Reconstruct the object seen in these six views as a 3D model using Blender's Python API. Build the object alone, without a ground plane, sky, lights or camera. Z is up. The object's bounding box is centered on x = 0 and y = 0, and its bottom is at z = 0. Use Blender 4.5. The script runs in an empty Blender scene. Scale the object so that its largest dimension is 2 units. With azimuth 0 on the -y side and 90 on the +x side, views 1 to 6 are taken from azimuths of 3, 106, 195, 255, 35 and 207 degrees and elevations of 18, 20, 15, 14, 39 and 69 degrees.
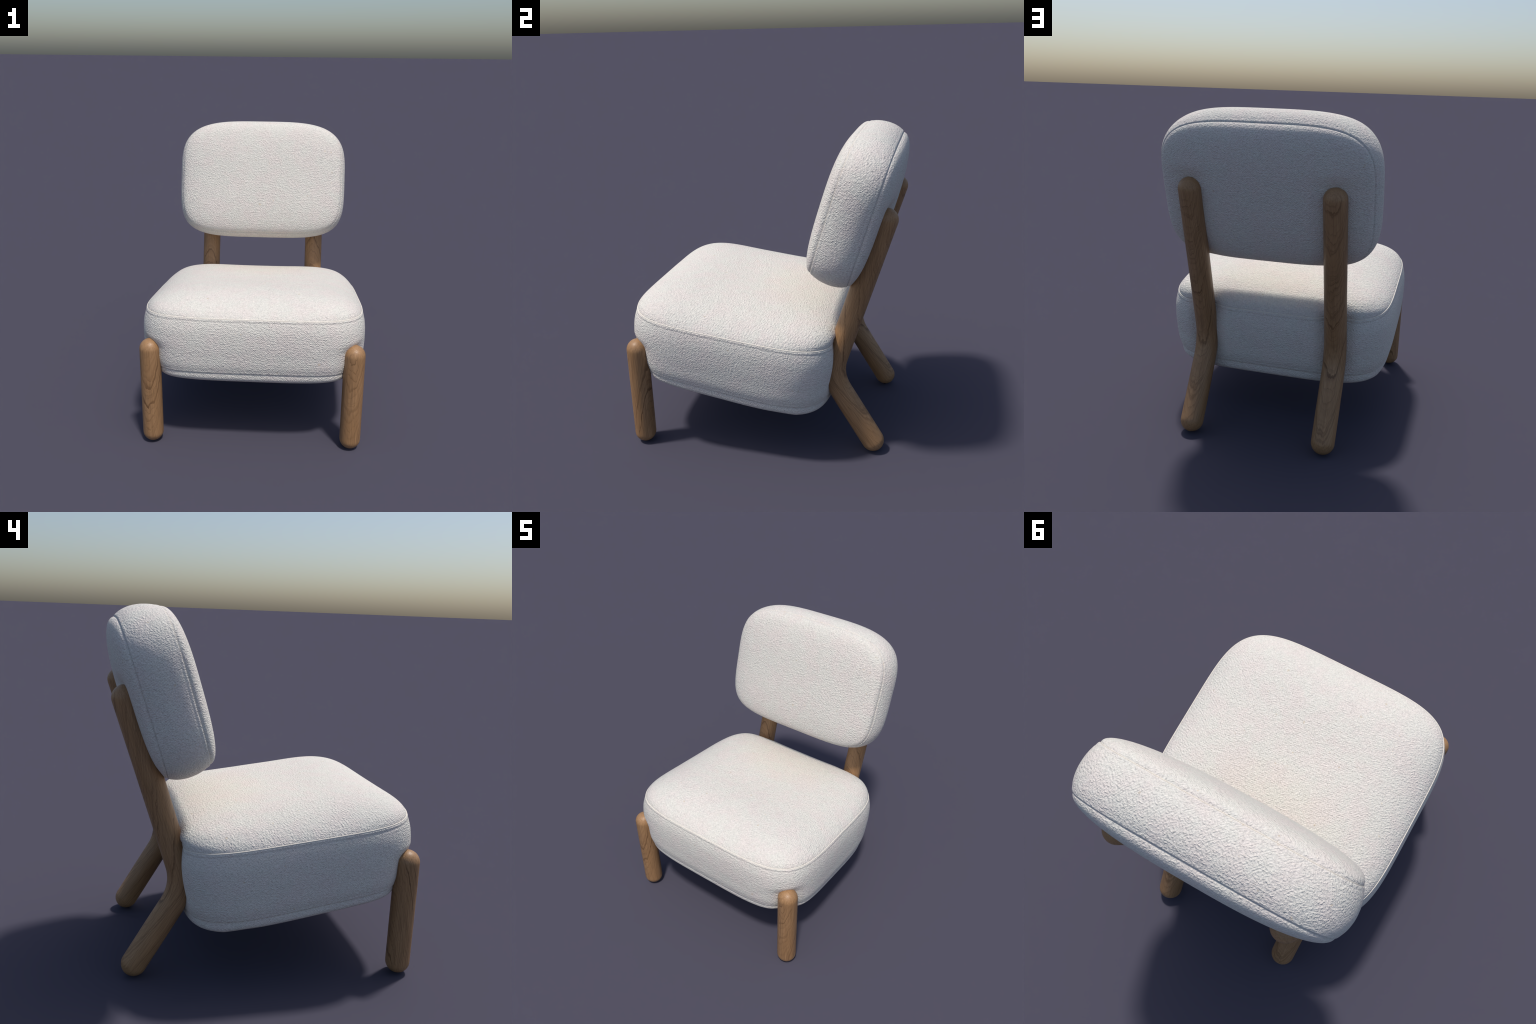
"""Low upholstered lounge chair: pale woven cushions on round oak legs."""
import bpy, math
import numpy as np
from mathutils import Vector, Matrix

# ------------------------------------------------------------------ helpers
def new_mesh_object(name, verts, faces, material, smooth=True):
    me = bpy.data.meshes.new(name)
    me.from_pydata([tuple(v) for v in verts], [], [tuple(f) for f in faces])
    me.validate()
    me.update()
    if smooth:
        me.polygons.foreach_set("use_smooth", [True] * len(me.polygons))
    me.materials.append(material)
    ob = bpy.data.objects.new(name, me)
    bpy.context.scene.collection.objects.link(ob)
    return ob


def smoothstep(a, b, x):
    t = np.clip((np.asarray(x) - a) / (b - a), 0.0, 1.0)
    return t * t * (3 - 2 * t)


def catmull(points, samples):
    """Smooth interpolation of hand-placed profile points (monotone in the first column)."""
    p = np.array(points, float)
    k = p[:, 0]
    out = []
    m = np.gradient(p[:, 1], k)
    for x in samples:
        i = int(np.clip(np.searchsorted(k, x) - 1, 0, len(k) - 2))
        h = k[i + 1] - k[i]
        t = (x - k[i]) / h
        out.append((2*t**3 - 3*t**2 + 1) * p[i, 1] + (t**3 - 2*t**2 + t) * h * m[i]
                   + (-2*t**3 + 3*t**2) * p[i + 1, 1] + (t**3 - t**2) * h * m[i + 1])
    return np.array(out)


# ---------------------------------------------------------------- materials
def nodes_of(name):
    mat = bpy.data.materials.new(name)
    mat.use_nodes = True
    nt = mat.node_tree
    nt.nodes.clear()
    out = nt.nodes.new("ShaderNodeOutputMaterial")
    bsdf = nt.nodes.new("ShaderNodeBsdfPrincipled")
    nt.links.new(bsdf.outputs[0], out.inputs[0])
    return mat, nt, bsdf


class NG:
    """Tiny wrapper to write node maths compactly."""
    def __init__(self, nt):
        self.nt = nt

    def set(self, sock, v):
        if isinstance(v, bpy.types.NodeSocket):
            self.nt.links.new(v, sock)
        else:
            sock.default_value = v

    def math(self, op, a, b=0.0, c=0.0):
        n = self.nt.nodes.new("ShaderNodeMath")
        n.operation = op
        for s, v in zip(n.inputs, (a, b, c)):
            self.set(s, v)
        return n.outputs[0]

    def noise(self, vec, scale, detail=2.0, rough=0.5, distortion=0.0, color=False):
        n = self.nt.nodes.new("ShaderNodeTexNoise")
        self.set(n.inputs["Vector"], vec)
        n.inputs["Scale"].default_value = scale
        n.inputs["Detail"].default_value = detail
        n.inputs["Roughness"].default_value = rough
        n.inputs["Distortion"].default_value = distortion
        return n.outputs["Color" if color else "Fac"]

    def voronoi(self, vec, scale, feature="F1", out="Distance", rnd=1.0):
        n = self.nt.nodes.new("ShaderNodeTexVoronoi")
        n.feature = feature
        self.set(n.inputs["Vector"], vec)
        n.inputs["Scale"].default_value = scale
        n.inputs["Randomness"].default_value = rnd
        return n.outputs[out]

    def mapping(self, vec, scale=(1, 1, 1), rot=(0, 0, 0), loc=(0, 0, 0)):
        n = self.nt.nodes.new("ShaderNodeMapping")
        self.set(n.inputs["Vector"], vec)
        n.inputs["Scale"].default_value = scale
        n.inputs["Rotation"].default_value = rot
        self.set(n.inputs["Location"], loc)
        return n.outputs[0]

    def ramp(self, fac, stops, interp="LINEAR"):
        n = self.nt.nodes.new("ShaderNodeValToRGB")
        n.color_ramp.interpolation = interp
        el = n.color_ramp.elements
        while len(el) < len(stops):
            el.new(0.5)
        for e, (p, c) in zip(el, stops):
            e.position = p
            e.color = (c, c, c, 1) if isinstance(c, (int, float)) else (*c, 1)
        self.set(n.inputs[0], fac)
        return n.outputs[0]

    def mix(self, fac, a, b, mode="MIX"):
        n = self.nt.nodes.new("ShaderNodeMix")
        n.data_type = "RGBA"
        n.blend_type = mode
        self.set(n.inputs["Factor"], fac)
        for s, v in ((n.inputs[6], a), (n.inputs[7], b)):
            self.set(s, v if isinstance(v, bpy.types.NodeSocket) else (*v, 1))
        return n.outputs[2]

    def object_coords(self):
        return self.nt.nodes.new("ShaderNodeTexCoord").outputs["Object"]

    def separate(self, vec):
        n = self.nt.nodes.new("ShaderNodeSeparateXYZ")
        self.set(n.inputs[0], vec)
        return n.outputs

    def combine(self, x, y, z):
        n = self.nt.nodes.new("ShaderNodeCombineXYZ")
        for s, v in zip(n.inputs, (x, y, z)):
            self.set(s, v)
        return n.outputs[0]

    def bump(self, height, strength, distance, normal=None):
        n = self.nt.nodes.new("ShaderNodeBump")
        self.set(n.inputs["Height"], height)
        n.inputs["Strength"].default_value = strength
        n.inputs["Distance"].default_value = distance
        if normal is not None:
            self.set(n.inputs["Normal"], normal)
        return n.outputs[0]


def woven_fabric():
    mat, nt, bsdf = nodes_of("woven_wool_fabric")
    g = NG(nt)
    co = g.object_coords()

    def wobble(scale, amount):
        warp = g.noise(co, scale, 2, 0.5, color=True)
        n = nt.nodes.new("ShaderNodeVectorMath"); n.operation = "MULTIPLY_ADD"
        g.set(n.inputs[0], warp)
        n.inputs[1].default_value = (amount,) * 3
        g.set(n.inputs[2], co)
        return n.outputs[0]

    wob = wobble(42, 0.010)
    x, y, z = g.separate(wob)
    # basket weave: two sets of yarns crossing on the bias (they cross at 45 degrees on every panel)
    period = 0.0100
    k = 2 * math.pi / period / math.sqrt(2)
    yz = g.math("ADD", y, z)
    yarn_a = g.math("SINE", g.math("MULTIPLY", g.math("ADD", x, yz), k))
    yarn_b = g.math("SINE", g.math("MULTIPLY", g.math("SUBTRACT", x, yz), k))
    yarn_c = g.math("SINE", g.math("MULTIPLY", g.math("SUBTRACT", y, z), k))
    # patches where one yarn direction floats over the other
    over = g.ramp(g.noise(co, 48, 1.5, 0.5), [(0.40, 0.0), (0.60, 1.0)])
    weave = nt.nodes.new("ShaderNodeMix"); weave.data_type = "FLOAT"
    g.set(weave.inputs[0], over); g.set(weave.inputs[2], yarn_a); g.set(weave.inputs[3], yarn_b)
    knots = g.math("MULTIPLY_ADD", yarn_c, 0.22, weave.outputs[0])
    # slubs: thicker yarn lumps scattered over the weave
    slub = g.noise(g.mapping(wob, scale=(0.85, 1.0, 1.15), rot=(0.2, 0.15, 0.1)), 96, 2.0, 0.55)
    slub = g.ramp(slub, [(0.40, 0.0), (0.58, 0.40), (0.74, 1.0)])
    fine = g.noise(co, 330, 2, 0.6)
    h = g.math("MULTIPLY_ADD", knots, 0.20, g.math("MULTIPLY", slub, 1.15))
    h = g.math("MULTIPLY_ADD", fine, 0.40, h)
    g.set(bsdf.inputs["Normal"], g.bump(h, 0.68, 0.0050))
    # colour: warm white with faint pink and cool patches, few beige flecks
    tint = g.noise(co, 9, 3, 0.6)
    base = g.mix(g.ramp(tint, [(0.40, 0.0), (0.62, 1.0)]), (0.712, 0.688, 0.628), (0.726, 0.668, 0.620))
    yarns = g.ramp(g.noise(wob, 130, 2, 0.6), [(0.30, 0.88), (0.66, 1.06)])
    base = g.mix(1.0, base, yarns, "MULTIPLY")
    fleck = g.ramp(g.noise(g.mapping(co, loc=(3.1, 1.7, 0.4)), 34, 1, 0.4), [(0.755, 0.0), (0.80, 1.0)])
    base = g.mix(g.math("MULTIPLY", fleck, 0.45), base, (0.58, 0.46, 0.31))
    # a faint yellowish patch towards the rear of the seat
    patch_noise = g.noise(co, 14, 3, 0.6)
    px, py, pz = g.separate(co)
    sq = lambda v: g.math("MULTIPLY", v, v)
    r2 = g.math("ADD", sq(g.math("DIVIDE", px, 0.48)), sq(g.math("DIVIDE", g.math("SUBTRACT", py, 0.22), 0.36)))
    r2 = g.math("ADD", r2, sq(g.math("DIVIDE", g.math("SUBTRACT", pz, 0.92), 0.14)))
    r2 = g.math("MULTIPLY_ADD", patch_noise, 0.8, g.math("SUBTRACT", r2, 0.4))
    base = g.mix(g.ramp(r2, [(0.0, 1.0), (1.0, 0.0)], "EASE"), base,
                 g.mix(1.0, base, (1.0, 0.986, 0.960), "MULTIPLY"))
    g.set(bsdf.inputs["Base Color"], base)
    bsdf.inputs["Roughness"].default_value = 0.95
    bsdf.inputs["Specular IOR Level"].default_value = 0.15
    return mat


def seam_yarn():
    mat, nt, bsdf = nodes_of("seam_yarn")
    g = NG(nt)
    co = g.object_coords()
    c = g.mix(g.noise(co, 90, 2), (0.72, 0.67, 0.59), (0.80, 0.75, 0.67))
    g.set(bsdf.inputs["Base Color"], c)
    bsdf.inputs["Roughness"].default_value = 0.9
    return mat


def oak(name, height, lean_to, low=None, high=None):
    """Oak with cathedral grain.  The grain follows the limb: object y is measured from the
    limb's own axis, given as two straight lines y = a + b z (low limb, high limb)."""
    mat, nt, bsdf = nodes_of(name)
    g = NG(nt)
    x, y, z = g.separate(g.object_coords())
    info = nt.nodes.new("ShaderNodeObjectInfo")
    rnd = info.outputs["Random"]
    if low is not None:
        la = g.math("MULTIPLY_ADD", z, low[1], low[0])
        lb = g.math("MULTIPLY_ADD", z, high[1], high[0])
        y = g.math("SUBTRACT", y, g.math("SMOOTH_MAX", la, lb, 0.10))
    shift = g.math("MULTIPLY_ADD", rnd, 13.7, 2.0)
    long_co = g.combine(x, y, g.math("ADD", z, shift))
    # growth rings: tilted sheets cut by the round limb -> V-shaped cathedral figures
    waver = g.noise(g.mapping(long_co, scale=(9, 9, 2.6)), 1.0, 2, 0.5)
    jag = g.noise(g.mapping(long_co, scale=(150, 150, 28)), 1.0, 2, 0.6)
    lean = g.math("MULTIPLY_ADD", rnd, 0.07 * lean_to, 0.21 * lean_to)
    f = g.math("MULTIPLY_ADD", z, lean, g.math("ADD", y, g.math("MULTIPLY", x, 0.18)))
    f = g.math("MULTIPLY_ADD", waver, 0.045, f)
    wig = g.noise(g.mapping(long_co, scale=(26, 26, 9)), 1.0, 2, 0.5)
    f = g.math("MULTIPLY_ADD", wig, 0.022, f)
    f = g.math("MULTIPLY_ADD", jag, 0.0065, f)
    f = g.math("MULTIPLY_ADD", rnd, 0.31, f)
    drift = nt.nodes.new("ShaderNodeTexNoise"); drift.noise_dimensions = "1D"
    g.set(drift.inputs["W"], g.math("MULTIPLY", f, 24.0))
    phase = g.math("MULTIPLY_ADD", drift.outputs["Fac"], 1.5, g.math("MULTIPLY", f, 74.0))
    ring = g.math("FRACT", phase)
    each = nt.nodes.new("ShaderNodeTexWhiteNoise"); each.noise_dimensions = "1D"
    g.set(each.inputs["W"], g.math("FLOOR", phase))
    ring_amp = g.ramp(each.outputs["Value"], [(0.0, 0.35), (1.0, 1.0)])
    line = g.ramp(ring, [(0.0, 0.15), (0.06, 0.0), (0.45, 0.08), (0.76, 0.40), (0.90, 1.0), (1.0, 0.15)])
    strength = g.ramp(g.noise(g.mapping(long_co, scale=(14, 14, 5)), 1.0, 2, 0.6), [(0.30, 0.45), (0.55, 1.0)])
    ends = g.math("MULTIPLY", g.math("SMOOTH_MIN", z, g.math("SUBTRACT", height, z), 0.05), 9.0)
    line = g.math("MULTIPLY", g.math("MULTIPLY", g.math("MULTIPLY", line, ring_amp), strength), g.ramp(ends, [(0.2, 0.25), (1.0, 1.0)]))
    # pores: fine dark dashes along the limb
    pore = g.noise(g.mapping(long_co, scale=(230, 230, 7)), 1.0, 3, 0.65)
    pore = g.ramp(pore, [(0.47, 0.0), (0.68, 1.0)])
    fibre = g.noise(g.mapping(long_co, scale=(90, 90, 4)), 1.0, 3, 0.6)
    blotch = g.noise(g.mapping(long_co, scale=(8, 8, 2.5)), 1.0, 3, 0.55)
    col = g.mix(g.ramp(blotch, [(0.3, 0.0), (0.7, 1.0)]), (0.360, 0.200, 0.092), (0.430, 0.252, 0.126))
    col = g.mix(g.math("MULTIPLY", g.ramp(fibre, [(0.35, 0.0), (0.7, 1.0)]), 0.55), col, (0.285, 0.155, 0.068))
    col = g.mix(g.math("MULTIPLY", line, 1.0), col, (0.130, 0.062, 0.025))
    col = g.mix(g.math("MULTIPLY", pore, 0.55), col, (0.165, 0.088, 0.040))
    g.set(bsdf.inputs["Base Color"], col)
    g.set(bsdf.inputs["Roughness"], g.math("MULTIPLY_ADD", pore, 0.15, 0.40))
    bsdf.inputs["Specular IOR Level"].default_value = 0.4
    h = g.math("MULTIPLY_ADD", pore, -0.6, g.math("MULTIPLY", line, -0.5))
    g.set(bsdf.inputs["Normal"], g.bump(h, 0.25, 0.0012))
    return mat


# ------------------------------------------------------------------ cushion
def ring_angles(a, b, n, count):
    """Angles that cut a superellipse into equal arc lengths."""
    th = np.linspace(0, 2 * math.pi, 20001)
    r = (np.abs(np.cos(th) / a) ** n + np.abs(np.sin(th) / b) ** n) ** (-1 / n)
    p = np.stack([r * np.cos(th), r * np.sin(th)], 1)
    s = np.concatenate([[0], np.cumsum(np.linalg.norm(np.diff(p, axis=0), axis=1))])
    return np.interp(np.linspace(0, s[-1], count, endpoint=False), s, th)


class Cushion:
    """Boxed cushion: a domed panel, a side band between two sewn seams, a second domed panel.
    Local frame: u (width), v (length), w (through the thickness, panel A at +w)."""
    count = 520

    def __init__(self, half_u, v0, v1, n_low, n_high, band, seam_a, seam_b, dome_a, dome_b,
                 taper=0.0, soft=0.0, lips=(0.002, 0.002), dip_a=0.0, full_end=0.0):
        self.a, self.b = half_u, (v1 - v0) / 2
        self.cv = (v0 + v1) / 2
        self.n_low, self.n_high = n_low, n_high
        self.taper, self.soft, self.full_end = taper, soft, full_end
        self.th = ring_angles(self.a, self.b, (n_low + n_high) / 2, self.count)
        self.seam_a, self.seam_b = seam_a, seam_b
        rings = []          # (grow, w array or scalar, scale)
        s_list = 1 - np.linspace(0, 1, 64)[::-1] ** 2.2
        s_list = s_list[s_list > 0.004]
        self.rows = []
        # panel A from the middle outwards
        for s in sorted(s_list):
            self.rows.append((0.0, seam_a + self.dome(dome_a, s) - dip_a * math.exp(-(s / 0.42) ** 2), s))
        # groove, lip and band (w runs from seam_a down to seam_b)
        self.rows.append((-0.002, seam_a - 0.0025, 1.0))
        w_list = np.linspace(seam_a - 0.003, seam_b + 0.003, int((seam_a - seam_b) / 0.0036))
        g = catmull(band, w_list)
        for w, d in zip(w_list, g):
            for seam, lip in ((seam_a, lips[0]), (seam_b, lips[1])):
                t = abs(w - seam)
                d = d + lip * math.exp(-((t - 0.008) / 0.006) ** 2)            # rolled lip
                d = d - 0.5 * lip * math.exp(-((t - 0.021) / 0.0035) ** 2)     # top-stitch line
            self.rows.append((d, w, 1.0))
        self.rows.append((-0.001, seam_b + 0.0015, 1.0))
        for s in sorted(s_list, reverse=True):
            self.rows.append((0.0, seam_b - self.dome(dome_b, s), s))

    def dome(self, spec, s):
        """Height of a domed panel: (1 - s^p)^q, softer (larger q) towards corners and sides."""
        height, p, q, q_side, q_corner = spec
        c2, s2 = (np.cos(self.th) / self.a) ** 2, (np.sin(self.th) / self.b) ** 2
        side = c2 / (c2 + s2)
        corner = 4 * side * (1 - side)
        q = q + q_side * side + q_corner * corner ** 2
        q = q - self.full_end * smoothstep(0.45, 0.85, np.sin(self.th))      # plumper towards +v
        return height * (1 - s ** p) ** np.maximum(q, 0.2)

    def ring(self, grow, scale):
        th = self.th
        n = self.n_low + (self.n_high - self.n_low) * smoothstep(-0.6, 0.6, np.sin(th))
        n = n - self.soft * max(grow, 0.0)
        a, b = self.a + grow, self.b + grow
        r = (np.abs(np.cos(th) / a) ** n + np.abs(np.sin(th) / b) ** n) ** (-1 / n) * scale
        u, v = r * np.cos(th), r * np.sin(th)
        u = u * (1 + self.taper * v / self.b)
        return u, v + self.cv

    def build(self, name, material, to_world, shape=None):
        verts, faces = [], []
        N = self.count
        for grow, w, s in self.rows:
            u, v = self.ring(grow, s)
            verts.append(np.stack([u, v, np.zeros(N) + w], 1))
        P = np.concatenate(verts)
        rows = len(self.rows)
        P = np.concatenate([P, [[0, self.cv, np.mean(self.rows[0][1])]], [[0, self.cv, np.mean(self.rows[-1][1])]]])
        if shape is not None:
            P = shape(P)
        P = to_world(P)
        for k in range(rows - 1):
            for i in range(N):
                j = (i + 1) % N
                faces.append((k * N + i, (k + 1) * N + i, (k + 1) * N + j, k * N + j))
        top, bot = rows * N, rows * N + 1
        for i in range(N):
            j = (i + 1) % N
            faces.append((top, i, j))
            faces.append((bot, (rows - 1) * N + j, (rows - 1) * N + i))
        return new_mesh_object(name, P, faces, material)

    def seam_tube(self, name, material, to_world, w, radius, shape=None, grow=-0.001):
        u, v = self.ring(grow, 1.0)
        C = np.stack([u, v, np.full(len(u), w)], 1)
        if shape is not None:
            C = shape(C)
        C = to_world(C)
        N, M = len(C), 6
        tan = np.roll(C, -1, 0) - np.roll(C, 1, 0)
        tan /= np.linalg.norm(tan, axis=1)[:, None]
        ax = to_world(np.array([[0, 0, 1.0], [0, 0, 0]]))
        up = ax[0] - ax[1]
        side = np.cross(tan, up)
        side /= np.linalg.norm(side, axis=1)[:, None]
        upv = np.cross(side, tan)
        V = []
        for k in range(M):
            t = 2 * math.pi * k / M
            V.append(C + radius * (math.cos(t) * side + math.sin(t) * upv))
        V = np.stack(V, 1).reshape(-1, 3)
        F = [(i * M + k, i * M + (k + 1) % M, ((i + 1) % N) * M + (k + 1) % M, ((i + 1) % N) * M + k)
             for i in range(N) for k in range(M)]
        return new_mesh_object(name, V, F, material)


# ------------------------------------------------------------------ legs
def limb(name, spine, radii, material, segments=48, cap_rows=14):
    """Round bar with hemispherical ends swept along a spine lying in the y-z plane."""
    S = np.array(spine, float)
    T = np.gradient(S, axis=0)
    T /= np.linalg.norm(T, axis=1)[:, None]
    X = np.array([1.0, 0, 0])
    B = np.cross(T, X)
    rows = []
    for k in range(1, cap_rows):
        t = math.pi / 2 * (1 - k / cap_rows)
        rows.append((S[0] - T[0] * radii[0] * math.sin(t), B[0], radii[0] * math.cos(t)))
    for p, b, r in zip(S, B, radii):
        rows.append((p, b, r))
    for k in range(1, cap_rows):
        t = math.pi / 2 * k / cap_rows
        rows.append((S[-1] + T[-1] * radii[-1] * math.sin(t), B[-1], radii[-1] * math.cos(t)))
    V, F = [], []
    ang = np.linspace(0, 2 * math.pi, segments, endpoint=False)
    for p, b, r in rows:
        V.append(p + r * (np.cos(ang)[:, None] * X + np.sin(ang)[:, None] * b))
    V = np.concatenate(V)
    n = len(rows)
    V = np.concatenate([V, [S[0] - T[0] * radii[0]], [S[-1] + T[-1] * radii[-1]]])
    for k in range(n - 1):
        for i in range(segments):
            j = (i + 1) % segments
            F.append((k * segments + i, k * segments + j, (k + 1) * segments + j, (k + 1) * segments + i))
    for i in range(segments):
        j = (i + 1) % segments
        F.append((n * segments, j, i))
        F.append((n * segments + 1, (n - 1) * segments + i, (n - 1) * segments + j))
    return new_mesh_object(name, V, F, material)


# =================================================================== build
FABRIC = woven_fabric()
YARN = seam_yarn()

chair = bpy.data.objects.new("lounge_chair", None)
bpy.context.scene.collection.objects.link(chair)
chair["label"] = "low armless lounge chair, cream woven cushions, round oak legs"
chair["category"] = "chair"

# ---- front legs: plain upright round bars
FRONT_X, FRONT_Y, R_FRONT = 0.661, -0.736, 0.0685
OAK_FRONT = oak("oak_straight", 0.742, -1.0)
zs = np.linspace(R_FRONT, 0.742 - R_FRONT, 40)
front = limb("front_leg", [(0, 0, z) for z in zs], [R_FRONT] * len(zs), OAK_FRONT)
front.location = (FRONT_X, FRONT_Y, 0)
front2 = front.copy()
front2.location = (-FRONT_X, FRONT_Y, 0)
bpy.context.scene.collection.objects.link(front2)

# ---- rear legs: splayed foot, bend, then back post leaning away
REAR_X, REAR_Y = 0.42, 0.738
FOOT = np.array([0.738, 0.0715])
HEAD = np.array([0.7675, 1.542])
LOW_SLOPE, HIGH_SLOPE = -0.620, 0.298
# corner where both straight axes meet, then rounded by a circular arc
zc = ((FOOT[0] - LOW_SLOPE * FOOT[1]) - (HEAD[0] - HIGH_SLOPE * HEAD[1])) / (HIGH_SLOPE - LOW_SLOPE)
CORNER = np.array([FOOT[0] + LOW_SLOPE * (zc - FOOT[1]), zc])
d0 = (FOOT - CORNER) / np.linalg.norm(FOOT - CORNER)
d1 = (HEAD - CORNER) / np.linalg.norm(HEAD - CORNER)
half = math.acos(float(d0 @ d1)) / 2
BEND = 0.29
tl = BEND / math.tan(half)
centre = CORNER + (d0 + d1) / np.linalg.norm(d0 + d1) * BEND / math.sin(half)
p0, p1 = CORNER + d0 * tl, CORNER + d1 * tl
a0 = math.atan2(*(p0 - centre)[::-1]); a1 = math.atan2(*(p1 - centre)[::-1])
if a1 - a0 > math.pi: a1 -= 2 * math.pi
if a0 - a1 > math.pi: a0 -= 2 * math.pi
spine = [FOOT + (p0 - FOOT) * t for t in np.linspace(0, 1, 30, endpoint=False)]
spine += [centre + BEND * np.array([math.cos(t), math.sin(t)]) for t in np.linspace(a0, a1, 30)]
spine += [p1 + (HEAD - p1) * t for t in np.linspace(0, 1, 60)[1:]]
spine = np.array(spine)
radii = 0.0680 + 0.0035 * (1 - smoothstep(0.25, 0.9, spine[:, 1]))
OAK_REAR = oak("oak_bent", 1.61, 1.0, low=(FOOT[0] - REAR_Y - LOW_SLOPE * FOOT[1], LOW_SLOPE),
               high=(HEAD[0] - REAR_Y - HIGH_SLOPE * HEAD[1], HIGH_SLOPE))
rear = limb("rear_leg", [(0, y - REAR_Y, z) for y, z in spine], radii, OAK_REAR)
rear.location = (REAR_X, REAR_Y, 0)
rear2 = rear.copy()
rear2.location = (-REAR_X, REAR_Y, 0)
bpy.context.scene.collection.objects.link(rear2)

# ---- seat cushion
SEAT_SLOPE = -0.118                       # the cushion drops towards the rear
sc, ss = math.cos(math.atan(SEAT_SLOPE)), math.sin(math.atan(SEAT_SLOPE))
SEAT_O = np.array([0, -0.150, 0.848])

def seat_world(P):
    u, v, w = P[:, 0], P[:, 1], P[:, 2]
    return np.stack([u, SEAT_O[1] + v * sc - w * ss, SEAT_O[2] + v * ss + w * sc], 1)

def seat_shape(P):
    """Fabric pulled in where the front legs press into the corners, below the leg tops."""
    P = P.copy()
    fore = smoothstep(0.1, -0.6, P[:, 1])
    P[:, 1] += -P[:, 2].clip(max=0) * 0.066 * fore             # front face tucks under a little
    P[:, 1] += P[:, 2].clip(max=0) * 0.020 * smoothstep(0.3, 0.65, P[:, 1])
    P[:, 2] -= 0.010 * smoothstep(0.07, 0.13, P[:, 2]) * smoothstep(0.0, 0.45, P[:, 1])
    deep = smoothstep(-0.20, -0.42, P[:, 2])
    P[:, 2] -= 0.022 * deep * smoothstep(-0.4, 0.4, P[:, 1])   # base sags towards the rear
    for sx in (1, -1):                                         # hollows where the rear posts press in
        d = np.abs(P[:, 0] - sx * REAR_X)
        P[:, 1] -= 0.034 * np.exp(-(d / 0.105) ** 4) * smoothstep(0.52, 0.66, P[:, 1]) * (1 - 0.75 * smoothstep(-0.02, 0.05, P[:, 2])) * smoothstep(-0.42, -0.27, P[:, 2])
    W = seat_world(P)
    for sx in (1, -1):
        d = np.hypot(W[:, 0] - sx * FRONT_X, W[:, 1] - FRONT_Y)
        k = 0.030 * np.exp(-(d / 0.10) ** 2) * (1 - smoothstep(0.69, 0.77, W[:, 2]))
        P[:, 0] -= sx * k * 0.70
        P[:, 1] += k * 0.70
    return P

seat = Cushion(
    half_u=0.721, v0=-0.660, v1=0.682, n_low=4.6, n_high=4.8,
    band=[(-0.375, 0.002), (-0.33, 0.015), (-0.25, 0.023), (-0.15, 0.026), (-0.07, 0.020), (-0.02, 0.008), (0.0, 0.002)],
    seam_a=0.0, seam_b=-0.367, dome_a=(0.139, 4.0, 0.78, 0.0, -0.20), dome_b=(0.116, 2.0, 0.25, 0.0, 0.02),
    dip_a=0.012, full_end=0.24, taper=-0.014, lips=(0.0022, 0.0007))
seat_ob = seat.build("seat_cushion", FABRIC, seat_world, seat_shape)
seat_thread = seat.seam_tube("seam_piping", YARN, seat_world, -0.0005, 0.0032, seat_shape, grow=0.0015)

# ---- backrest cushion
tilt = math.atan(0.298)
BACK_O = np.array([-0.004, 0.58, 1.5715])
VV = np.array([0, math.sin(tilt), math.cos(tilt)])
WW = np.array([0, -math.cos(tilt), math.sin(tilt)])

def back_world(P):
    return BACK_O + P[:, :1] * np.array([1.0, 0, 0]) + P[:, 1:2] * VV + P[:, 2:3] * WW

def back_shape(P):
    """Slight hollow in the rear panel where the posts press in."""
    P = P.copy()
    W = back_world(P)
    for sx in (1, -1):
        d = np.abs(P[:, 0] - sx * REAR_X)
        end = 1 - smoothstep(0.07, 0.17, P[:, 1])
        k = 0.020 * np.exp(-(d / 0.105) ** 2) * end * smoothstep(-0.11, -0.15, P[:, 2])
        P[:, 2] += k
    return P

back = Cushion(
    half_u=0.614, v0=-0.447, v1=0.400, n_low=4.7, n_high=4.0, soft=12.0,
    band=[(-0.112, 0.002), (-0.085, 0.018), (-0.03, 0.034), (0.02, 0.035), (0.07, 0.026), (0.10, 0.015), (0.124, 0.003)],
    seam_a=0.122, seam_b=-0.107, dome_a=(0.090, 2.5, 0.42, -0.03, 0.05), dome_b=(0.105, 2.5, 0.42, 0.02, 0.07),
    lips=(0.0014, 0.0009))
back_ob = back.build("backrest_cushion", FABRIC, back_world, back_shape)
thread_a = back.seam_tube("seam_piping", YARN, back_world, 0.1212, 0.0019)
thread_b = back.seam_tube("seam_piping", YARN, back_world, -0.1062, 0.0017, grow=-0.002)

# ---- hierarchy
bpy.context.view_layer.update()
def parent(child, to):
    child.parent = to
    child.matrix_parent_inverse = to.matrix_world.inverted()
for ob in (front, front2, rear, rear2, seat_ob, back_ob):
    parent(ob, chair)
parent(seat_thread, seat_ob)
parent(thread_a, back_ob)
parent(thread_b, back_ob)
